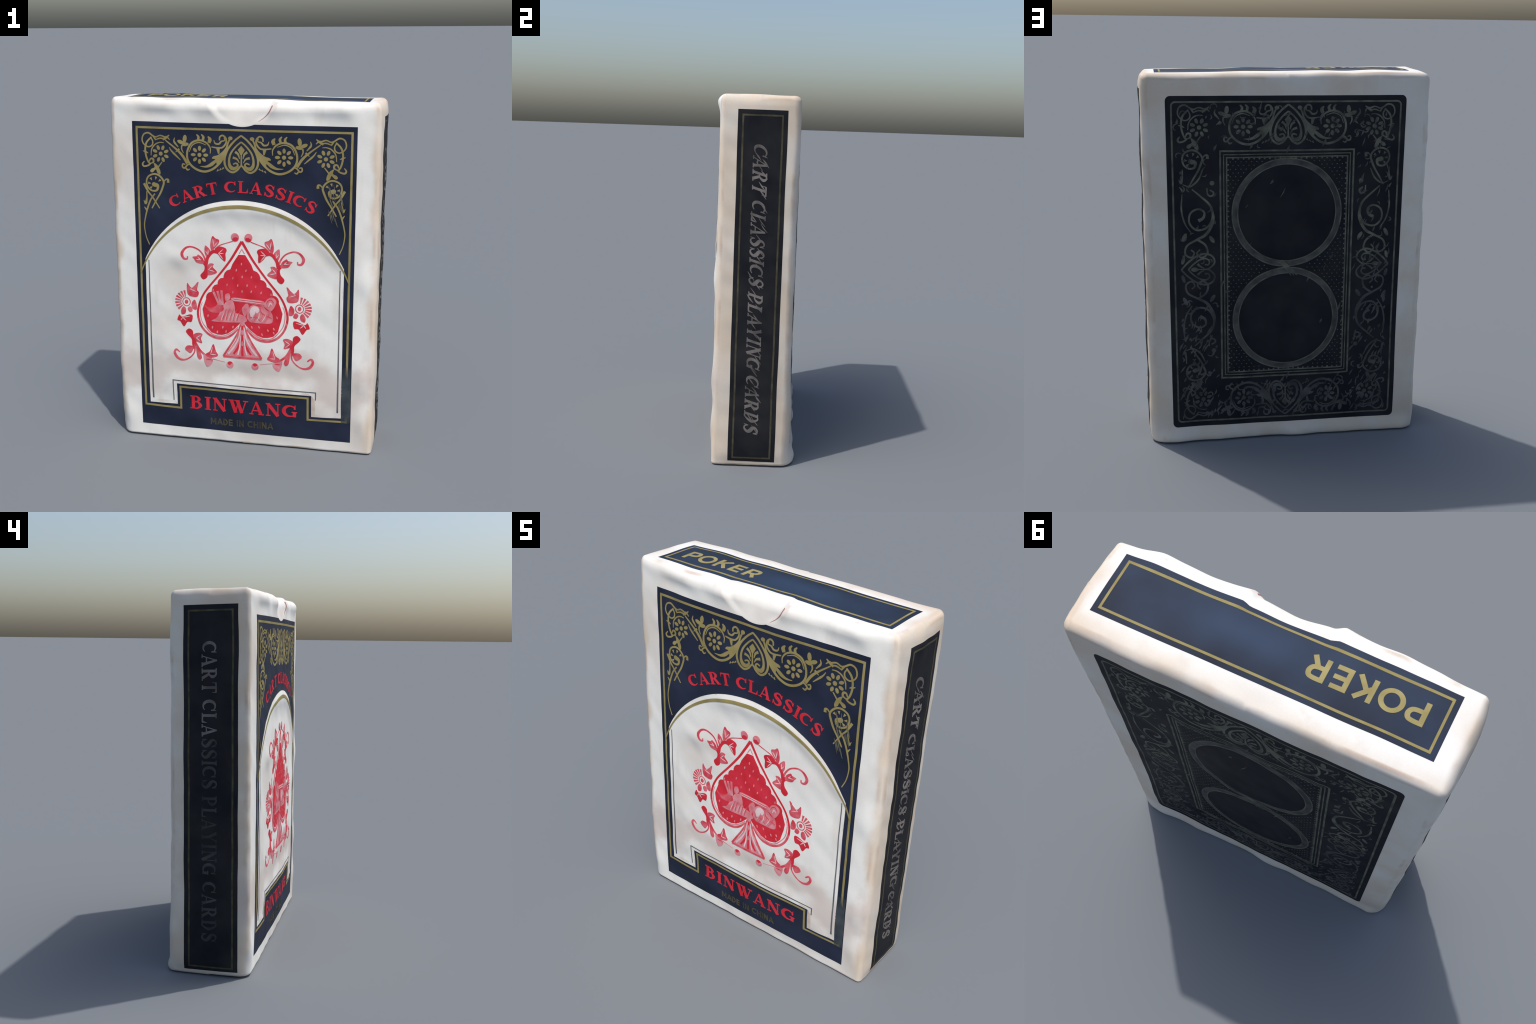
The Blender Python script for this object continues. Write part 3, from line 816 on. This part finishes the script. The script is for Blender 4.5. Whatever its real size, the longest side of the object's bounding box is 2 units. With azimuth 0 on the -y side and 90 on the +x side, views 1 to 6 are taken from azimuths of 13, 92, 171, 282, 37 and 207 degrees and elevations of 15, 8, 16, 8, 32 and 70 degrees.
def front_emblem():
    # scalloped red field of the spade, both sides, as one outline
    left = [(-1.9, 114.2), (-3.4, 111.8), (-5.3, 108.7), (-6.4, 105.7)]
    for a, b in (((-6.4, 105.7), (-10.3, 100.6)), ((-10.3, 100.6), (-13.7, 96.6)), ((-13.7, 96.6), (-17.1, 92.0)), ((-17.1, 92.0), (-20.5, 87.6))):
        dx, dz = b[0] - a[0], b[1] - a[1]
        for t in (.3, .6, .88):
            k = math.sin(t * math.pi) ** .7 * 1.3
            left.append((a[0] + dx * t - .78 * k, a[1] + dz * t + .62 * k))
        left.append(b)
    left += [(-21.6, 84.4), (-22.6, 81.5), (-22.0, 77.6), (-21.0, 74.1), (-20.2, 70.8), (-17.6, 67.9), (-14.3, 66.9), (-11.6, 66.8), (-8.3, 67.9), (-4.7, 70.6), (-2.4, 73.0), (-1.2, 74.6)]
    outline = [(CX + x, z) for x, z in left] + [(CX - x, z) for x, z in reversed(left)]
    Shape().poly(outline).lay("front", "spade_field", RED, .56)
    Shape().poly([(CX - 1.6, 70), (CX + 1.6, 70), (CX + 1.3, 75.4), (CX - 1.3, 75.4)]).lay("front", "spade_foot", PINK, 0.56)
    Shape().poly([(CX - 1.0, 73), (CX + 1.0, 73), (CX + 3.6, 64.5), (CX + 9.8, 54.4), (CX - 9.8, 54.4), (CX - 3.6, 64.5)]).lay("front", "spade_foot", PINK, 0.56)
    Shape().stroke([(CX, 73), (CX, 55)], [1.0, 1.3]).lay("front", "spade_foot", RED, .86)
    for z in (69, 62.5):
        Shape().ellipse((CX, z), .6, 1.6).lay("front", "spade_foot", PINK, .98)
    Shape().stroke([(CX - 1.5, 114.8), (CX, 117.4), (CX + 1.5, 114.8)], .45, straight=True).lay("front", "spade_inline", PINK, 0.56)
    for name, s, mat in emblem():
        base = {"bud": .70, "leaf_vein": .78, "spade_foot": .76}.get(name, .58)
        s.place(shift(CX, 0)).lay("front", name, mat, base)
        s.place(lambda v: np.stack([CX - v[:, 0], v[:, 1]], 1)).lay("front", name, mat, base)
    # seed-shaped flecks in staggered rows
    for r in range(9):
        z = 109.4 - r * 4.15
        reach = 2.5 + (112 - z) * .80
        n = int(reach / 5.4)
        for k in range(-n, n + 1):
            x = (k + (.5 if r % 2 else 0)) * 5.4 + random.uniform(-.5, .5)
            zz = z + random.uniform(-.6, .6)
            if abs(x) > min(reach - 1.0, 18.5) or (zz < 91.5 and x > -15) or (zz < 93.5 and -16 < x < -9):
                continue
            Shape().ellipse((CX + x, zz), .36, .8, random.uniform(-.35, .1)).lay("front", "seed_fleck", PINK, 0.74)
    for x, z in ((-19.5, 77.7), (-17.1, 70.9), (-11.1, 71.4), (-5.3, 71.9), (-14.3, 68.4), (-9.3, 69.0), (5.4, 72.4), (9.5, 72.8), (14.5, 71.2), (11.2, 68.6), (17.8, 72.3), (19.6, 79.0), (17.8, 69.9)):
        Shape().ellipse((CX + x, z), .4, .85, -.2 if x < 0 else .4).lay("front", "seed_fleck", PINK, 0.74)
    # little scene inside the spade: a plain bench with a resting beast and a plume
    def F(name, mat, pts, base):
        Shape().poly([(CX + x, z) for x, z in pts], curved=True).lay("front", name, mat, base)

    def K(name, mat, pts, w, base):
        Shape().stroke([(CX + x, z) for x, z in pts], w).lay("front", name, mat, base)
    F("emblem_mound", PINK, [(-17.5, 74.8), (-14.7, 76.7), (-12.3, 80.8), (-9.2, 86.5), (-5.6, 87.6), (-4.2, 84), (-3.8, 80.6), (-.5, 79.5), (2.0, 78.2), (1.6, 75.3), (-9.4, 74.5)], 0.72)
    F("emblem_wing", ROSE, [(-21.5, 84.0), (-19.4, 82.6), (-15.3, 83.5), (-12.7, 86.7), (-10.3, 82.5), (-12.8, 80.1), (-16.8, 79.8), (-19.5, 81.1)], 0.72)
    for x0, x1 in ((-16.2, -13.0), (-13.9, -11.9), (-11.7, -10.9)):
        K("emblem_plume", PINK, [(x0, 92.2 + (x0 + 15.4) * .25), (x1, 84.5)], [1.3, 1.2], 0.72)
    F("emblem_plume", PINK, [(-9.6, 90.6), (-7.4, 91.6), (-6.8, 88.6), (-9.2, 87.0)], 0.72)
    F("emblem_bench", PINK, [(-6.3, 88.3), (-4.3, 89.4), (3.3, 88.9), (11.8, 88.3), (11.6, 85.6), (3.0, 86.6), (-3.4, 87.0)], 0.74)
    F("emblem_bench", PINK, [(-.2, 82.6), (1.6, 85.8), (3.2, 86.2), (3.8, 84.0), (2.6, 80.4), (1.4, 78.6)], 0.74)
    F("emblem_beast", PINK, [(2.6, 78.8), (4.0, 84.0), (6.3, 85.6), (9.5, 85.0), (12.0, 85.4), (14.4, 84.2), (16.2, 82.1), (17.2, 79.3), (16.2, 75.6), (8.9, 75.2), (4.4, 75.6)], 0.76)
    F("emblem_beast", PINK, [(12.3, 85.3), (13.3, 88.5), (15.3, 90.3), (17.4, 90.5), (19.2, 88.2), (17.4, 84.0), (15.4, 82.6)], 0.78)
    F("emblem_beast_flank", PALE, [(4.2, 80.4), (4.9, 83.6), (6.6, 85.0), (9.0, 84.4), (9.6, 82.6), (8.6, 81.0), (7.6, 81.2), (6.2, 79.2), (5.0, 78.6)], 0.90)
    K("emblem_beast_fold", ROSE, [(10.2, 84.6), (10.9, 81.5), (14.6, 79.5), (16.6, 78.6)], [.5, .6, .4], 0.92)
    K("emblem_beast_fold", ROSE, [(4.6, 78.2), (8.0, 78.8), (10.4, 76.4)], [.5, .9, .4], 0.92)
    for k in range(7):
        t = k / 6
        K("emblem_beast_fold", PALE if k % 2 else ROSE, [(3.6 + 9 * t, 76.4 + .6 * math.sin(k * 2)), (4.4 + 10 * t, 78.8), (4.0 + 11.2 * t, 81.2 + .8 * math.sin(k))], [.2, .5, .2], 0.92)
    for k in range(4):
        K("emblem_bench_line", ROSE if k % 2 else PALE, [(-4.5, 88.9 - k * .55), (3, 88.5 - k * .55), (11, 87.9 - k * .6)], .28, 0.90)
    K("emblem_beast_fold", RED, [(13.6, 86.6), (14.6, 88.6), (16.4, 89.2), (17.8, 87.4)], [.2, .5, .2], 0.94)
    K("emblem_beast_fold", PALE, [(14.8, 85.2), (15.8, 87.4), (17.0, 86.0)], [.3, .9, .3], 0.96)
    K("emblem_beast_fold", RED, [(12.4, 85.0), (13.8, 83.6), (15.2, 82.8)], [.3, .7, .2], 0.94)
    for k in range(5):
        x = -11 + k * 2.0
        K("emblem_mound_fold", PALE, [(x - 1, 75.4), (x - .4, 77.6), (x + .8, 80.2)], [.2, .45, .2], 0.88)
        K("emblem_mound_fold", ROSE, [(x, 75.6), (x + .9, 79.0 + (k % 2)), (x + 2.2, 82.4)], [.3, .6, .3], 0.88)


front_print()
front_emblem()
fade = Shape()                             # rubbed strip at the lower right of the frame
for k in range(9):
    x = CX + 55.9 + k * .55
    fade.stroke([(x, 17.8 + random.uniform(-.6, .6)), (x, 34), (x, 52 + random.uniform(-.7, .7))], [.3, .9, .8, .1], step=2)
fade.lay("front", "scuffed_strip", FADED, .36, kind="stuff")
smear = Shape()                            # the right pendant is dragged into downward streaks
for k in range(22):
    x, z = CX + random.uniform(47, 54), random.uniform(134, 153)
    l = random.uniform(3, 7)
    smear.stroke([(x - .6, z + l / 2), (x, z), (x + .9, z - l / 2)], [.1, random.uniform(.3, .6), .1], step=1.5)
smear.lay("front", "dragged_ink", OLIVE, .30, kind="stuff")
Shape().stroke([(16.9, 195.6), (15.4, 192.4), (12.9, 189.6), (9.6, 187.2)], [.55, .6, .35, .1]).lay("front", "notch_crease", CREASE, .10)


# ----------------------------------------------------------------------------- BACK print
def back_print():
    cx, cz = .3, 98.0
    hw, hh = 61.4, 89.4

    def rrect(w, h, r, n=6):
        pts = []
        for sx, sz, a in ((1, 1, 0), (-1, 1, 90), (-1, -1, 180), (1, -1, 270)):
            pts += arc(cx + sx * (w - r), cz + sz * (h - r), r, a, a + 90, n)
        return pts
    Shape().poly(rrect(hw, hh, 2.5)).lay("back", "navy_ground", NAVY_DARKENED, .10)
    line = rrect(hw - 2.9, hh - 3.0, 2.0)
    Shape().stroke(line + line[:1], .9, straight=True).lay("back", "gold_rule", OLIVE, .24)

    def four(name, s, both=True):
        for fx in (1, -1):
            for fz in (1, -1):
                s.place(lambda v: np.stack([cx + fx * v[:, 0], cz + fz * v[:, 1]], 1)).lay("back", name, OLIVE if fz > 0 else SOOT, .24)
    for name, s in band():
        if name == "vine":
            continue
        four(name, s.place(shift(0, 3.4 - cz)))
    for name, s in centre_of_band():
        for fz in (1, -1):
            s.place(lambda v: np.stack([cx + v[:, 0], cz + fz * (v[:, 1] + 3.4 - cz)], 1)).lay("back", name, OLIVE, .24)
    # side borders: spirals, curls and a heart lying on its side at mid height
    side = [("scroll", Shape().stroke([(-46, 26), (-43.5, 27.5), (-43, 30.5), (-46, 32.2), (-50, 30), (-50.6, 25), (-47, 21.2), (-41.5, 22.5), (-38.6, 28), (-40, 34), (-45, 39), (-49, 42.5)], [1.8, 1, 1, 1, 1, 1.1, 1.2, 1.2, 1.0, .6])),
            ("scroll", Shape().stroke([(-39, 33), (-38.4, 26), (-42, 19), (-47, 16), (-52, 13), (-53, 8.5), (-50, 6.5), (-48.4, 9), (-50, 10.6)], [.5, 1.2, 1.5, 1.6, 1.2, 1, 1, .9, .7])),
            ("scroll", Shape().stroke([(-47, 16.3), (-42.6, 13), (-41.6, 8.6), (-44.6, 6.4), (-47, 8.6), (-45.4, 10.8)], [1.2, 1.1, 1, .9, .8])),
            ("scroll", Shape().stroke([(-54, 40), (-54.5, 32), (-53, 25), (-50, 20)], [.5, .9, .9, .5])),
            ("scroll_leaf", Shape().ellipse((-53.4, 17.4), 2.4, 1.0, 1.1)),
            ("scroll_leaf", Shape().ellipse((-54.2, 5.0), 2.2, .9, 1.3)),
            ("scroll_leaf", Shape().ellipse((-39.2, 16.0), 2.2, 1.0, -1.0)),
            ("scroll_bud", Shape().ellipse((-38.8, 45.5), 1.2, 1.2)),
            ("tendril", Shape().stroke([(-40, 42), (-38, 40.6), (-39, 38.8), (-41, 39.6), (-41.4, 43)], [.7, .9, .8, .6])),
            ("tendril", Shape().stroke([(-43.5, 52), (-46, 47), (-50, 44), (-53.6, 45)], [.5, .9, .9, .4])),
            ("heart_outline", Shape().stroke([(-55.2, 0), (-52, 3.6), (-47.5, 7.0), (-42.6, 8.4), (-38.8, 6.6), (-38.0, 3.4), (-40.2, .8), (-41.8, 0)], [.9, 1.0, 1.0, 1.0, .8])),
            ("heart_outline", Shape().stroke([(-51.6, 0), (-49, 2.8), (-45.6, 5.2), (-42.4, 5.8), (-40.6, 4.2), (-41.4, 2.4), (-43, 2.6)], [.8, .8, .8, .7])),
            ("palmette_leaf", Shape().stroke([(-46.8, 3.0), (-45.4, 1.6), (-43.4, .6)], [1.3, .9, .4]))]
    for name, s in side:
        four(name, s)
    for fx in (1, -1):
        Shape().ellipse((cx + fx * 48.3, cz), 1.9, 1.2).lay("back", "palmette_leaf", OLIVE, .26)
        Shape().stroke([(cx + fx * 47, cz), (cx + fx * 41.6, cz)], [.5, .8]).lay("back", "palmette_stem", OLIVE, .26)
    # inner frame: three rules, the innermost toothed
    fw, fh = 34.6, 61.8
    for w, h, t in ((fw, fh, .9), (fw - 1.8, fh - 1.8, .55), (fw - 3.3, fh - 3.3, .7)):
        r = [(cx - w, cz - h), (cx + w, cz - h), (cx + w, cz + h), (cx - w, cz + h)]
        Shape().stroke(r + [(cx - w, cz - h + .01)], t, straight=True).lay("back", "gold_rule", OLIVE, .24)
    teeth = Shape()
    w, h = fw - 4.0, fh - 4.0
    for z in np.arange(-h + 2, h - 1, 2.7):
        for sx in (1, -1):
            teeth.ellipse((cx + sx * w, cz + z), .5, .45, 0, 8)
    for x in np.arange(-w + 2, w - 1, 2.7):
        for sz in (1, -1):
            teeth.ellipse((cx + x, cz + sz * h), .5, .45, 0, 8)
    teeth.lay("back", "rule_teeth", OLIVE, .24, kind="stuff")
    # dotted ground outside two rings
    rings = ((29.0, 28.2), (-29.0, 28.0))
    dots = Shape()
    for i, z in enumerate(np.arange(-h + 2, h - 1, 1.9)):
        for x in np.arange(-w + 2 + (i % 2) * 1.35, w - 1, 2.7):
            if all(math.hypot(x, z - dz) > r + 1.6 for dz, r in rings):
                dots.ellipse((cx + x, cz + z), .34, .26, 0, 7)
    dots.lay("back", "ground_dots", OLIVE, .22, kind="stuff")
    for dz, r in rings:
        for rr, t, ink in ((r - 1.0, 3.4, SOOT), (r + .5, .6, OLIVE), (r - 2.5, .5, OLIVE)):
            Shape().stroke([(cx + rr * math.cos(k * math.pi / 12), cz + dz + rr * math.sin(k * math.pi / 12)) for k in range(24)], t, step=1.2, closed=True).lay("back", "ring", ink, .26 if ink is SOOT else .5)
    # the knot where the rings meet
    K = Shape()
    for a in (-1, 0, 1):
        K.stroke([(cx + 4 + a * 1.5, cz + 3.4), (cx + a * 1.2, cz), (cx - 4 + a * 1.5, cz - 5)], [.5, .9, .4])
    K.lay("back", "ring_knot", OLIVE, .62)


    # the print is rubbed into slanting streaks towards the foot and along one border
    r = np.random.default_rng(5)
    S = Shape()
    for k in range(1000):
        x, z = r.uniform(-56, 56), r.uniform(-84, 84)
        keep = .12 + .75 * (z < -20) * (abs(x) > 36) + .6 * (z < -62) + .35 * (x < -36) + .2 * (z > 63)
        if r.random() > keep or (abs(x) < 36 and abs(z) < 62 and r.random() > .25):
            continue
        l = r.uniform(1.5, 5.5)
        a = math.radians(r.normal(116, 9))
        dx, dz = l * math.cos(a), l * math.sin(a)
        S.stroke([(cx + x - dx / 2, cz + z - dz / 2), (cx + x + r.uniform(-.5, .5), cz + z), (cx + x + dx / 2, cz + z + dz / 2)], [.15, r.uniform(.5, 1.5), .15], step=1)
    S.lay("back", "worn_streaks", SOOT, .30, kind="stuff")
    T = Shape()                                        # small rubbed curls crowding the borders
    for k in range(330):
        x, z = r.uniform(-56, 56), r.uniform(-85, 85)
        if abs(x) < 37 and abs(z) < 64:
            continue
        l, a, t = r.uniform(1.2, 2.6), r.uniform(0, 6.28), r.choice([-1, 1])
        c = [(cx + x + l * (1 - .16 * q) * math.cos(a + t * q * .8), cz + z + l * (1 - .16 * q) * math.sin(a + t * q * .8)) for q in range(r.integers(3, 6))]
        T.stroke(c, [.2, .75, .3], step=.7)
    T.lay("back", "rubbed_curls", SOOT, .28, kind="stuff")


back_print()


# ----------------------------------------------------------------------------- SIDES and TOP
def side_print(face, sgn, y0, y1):
    Shape().poly([(y0, 3.0), (y1, 2.8), (y1, 190.4), (y0, 190.4)]).lay(face, "navy_ground", NAVY_DARKENED, .10)
    m = 2.6
    Shape().stroke([(y0 + m, 5.0), (y1 - m, 5.0), (y1 - m, 187.6), (y0 + m, 187.6), (y0 + m, 4.5)], .9, straight=True).lay(face, "gold_rule", DIMGOLD, .24)
    mid = (y0 + y1) / 2 - sgn * .6
    slant = .32 if sgn > 0 else 0.0                    # dragged aslant on one side, faded at the foot of the other
    ink = SILVER if sgn > 0 else (lambda t: SILVER if t < .30 else FAINT)
    letters(face, "CART CLASSICS PLAYING CARDS", serif_glyph,
            lambda s, u, k: np.stack([mid + sgn * (u - 3.7), 172.5 - s - slant * (u - 3.7)], 1), 154, 7.4, ink, narrow=.9)
    if sgn > 0:                                        # lettering of this side is smeared aslant
        r = np.random.default_rng(9)
        S = Shape()
        for k in range(34):
            z, u = 171 - 153 * (k + r.random()) / 34, r.uniform(-3.2, 3.2)
            S.stroke([(mid + u - 1.6, z + 2.2), (mid + u, z + r.uniform(-.4, .4)), (mid + u + 1.8, z - 2.4)], [.15, r.uniform(.4, .9), .15], step=1)
        S.lay(face, "smeared_ink", SILVER, .46, kind="stuff")


side_print("right", 1, -11.4, 13.2)
side_print("left", -1, -14.6, 12.2)

TX0, TX1, TY0, TY1 = -64.8, 66.4, -15.2, 9.8
Shape().poly([(TX0, TY0), (TX1, TY0), (TX1, TY1), (TX0, TY1)]).lay("top", "navy_ground", NAVYTOP, .10)
Shape().stroke([(TX0 + 2.6, TY0 + 2.4), (TX1 - 2.6, TY0 + 2.4), (TX1 - 2.6, TY1 - 2.4), (TX0 + 2.6, TY1 - 2.4), (TX0 + 2.6, TY0 + 2)], .95, straight=True).lay("top", "gold_rule", GOLD, .24)
letters("top", "POKER", plain_glyph, lambda s, u, k: np.stack([-56.6 + s, -8.2 + u], 1), 45.5, 9.0, PALEGOLD)
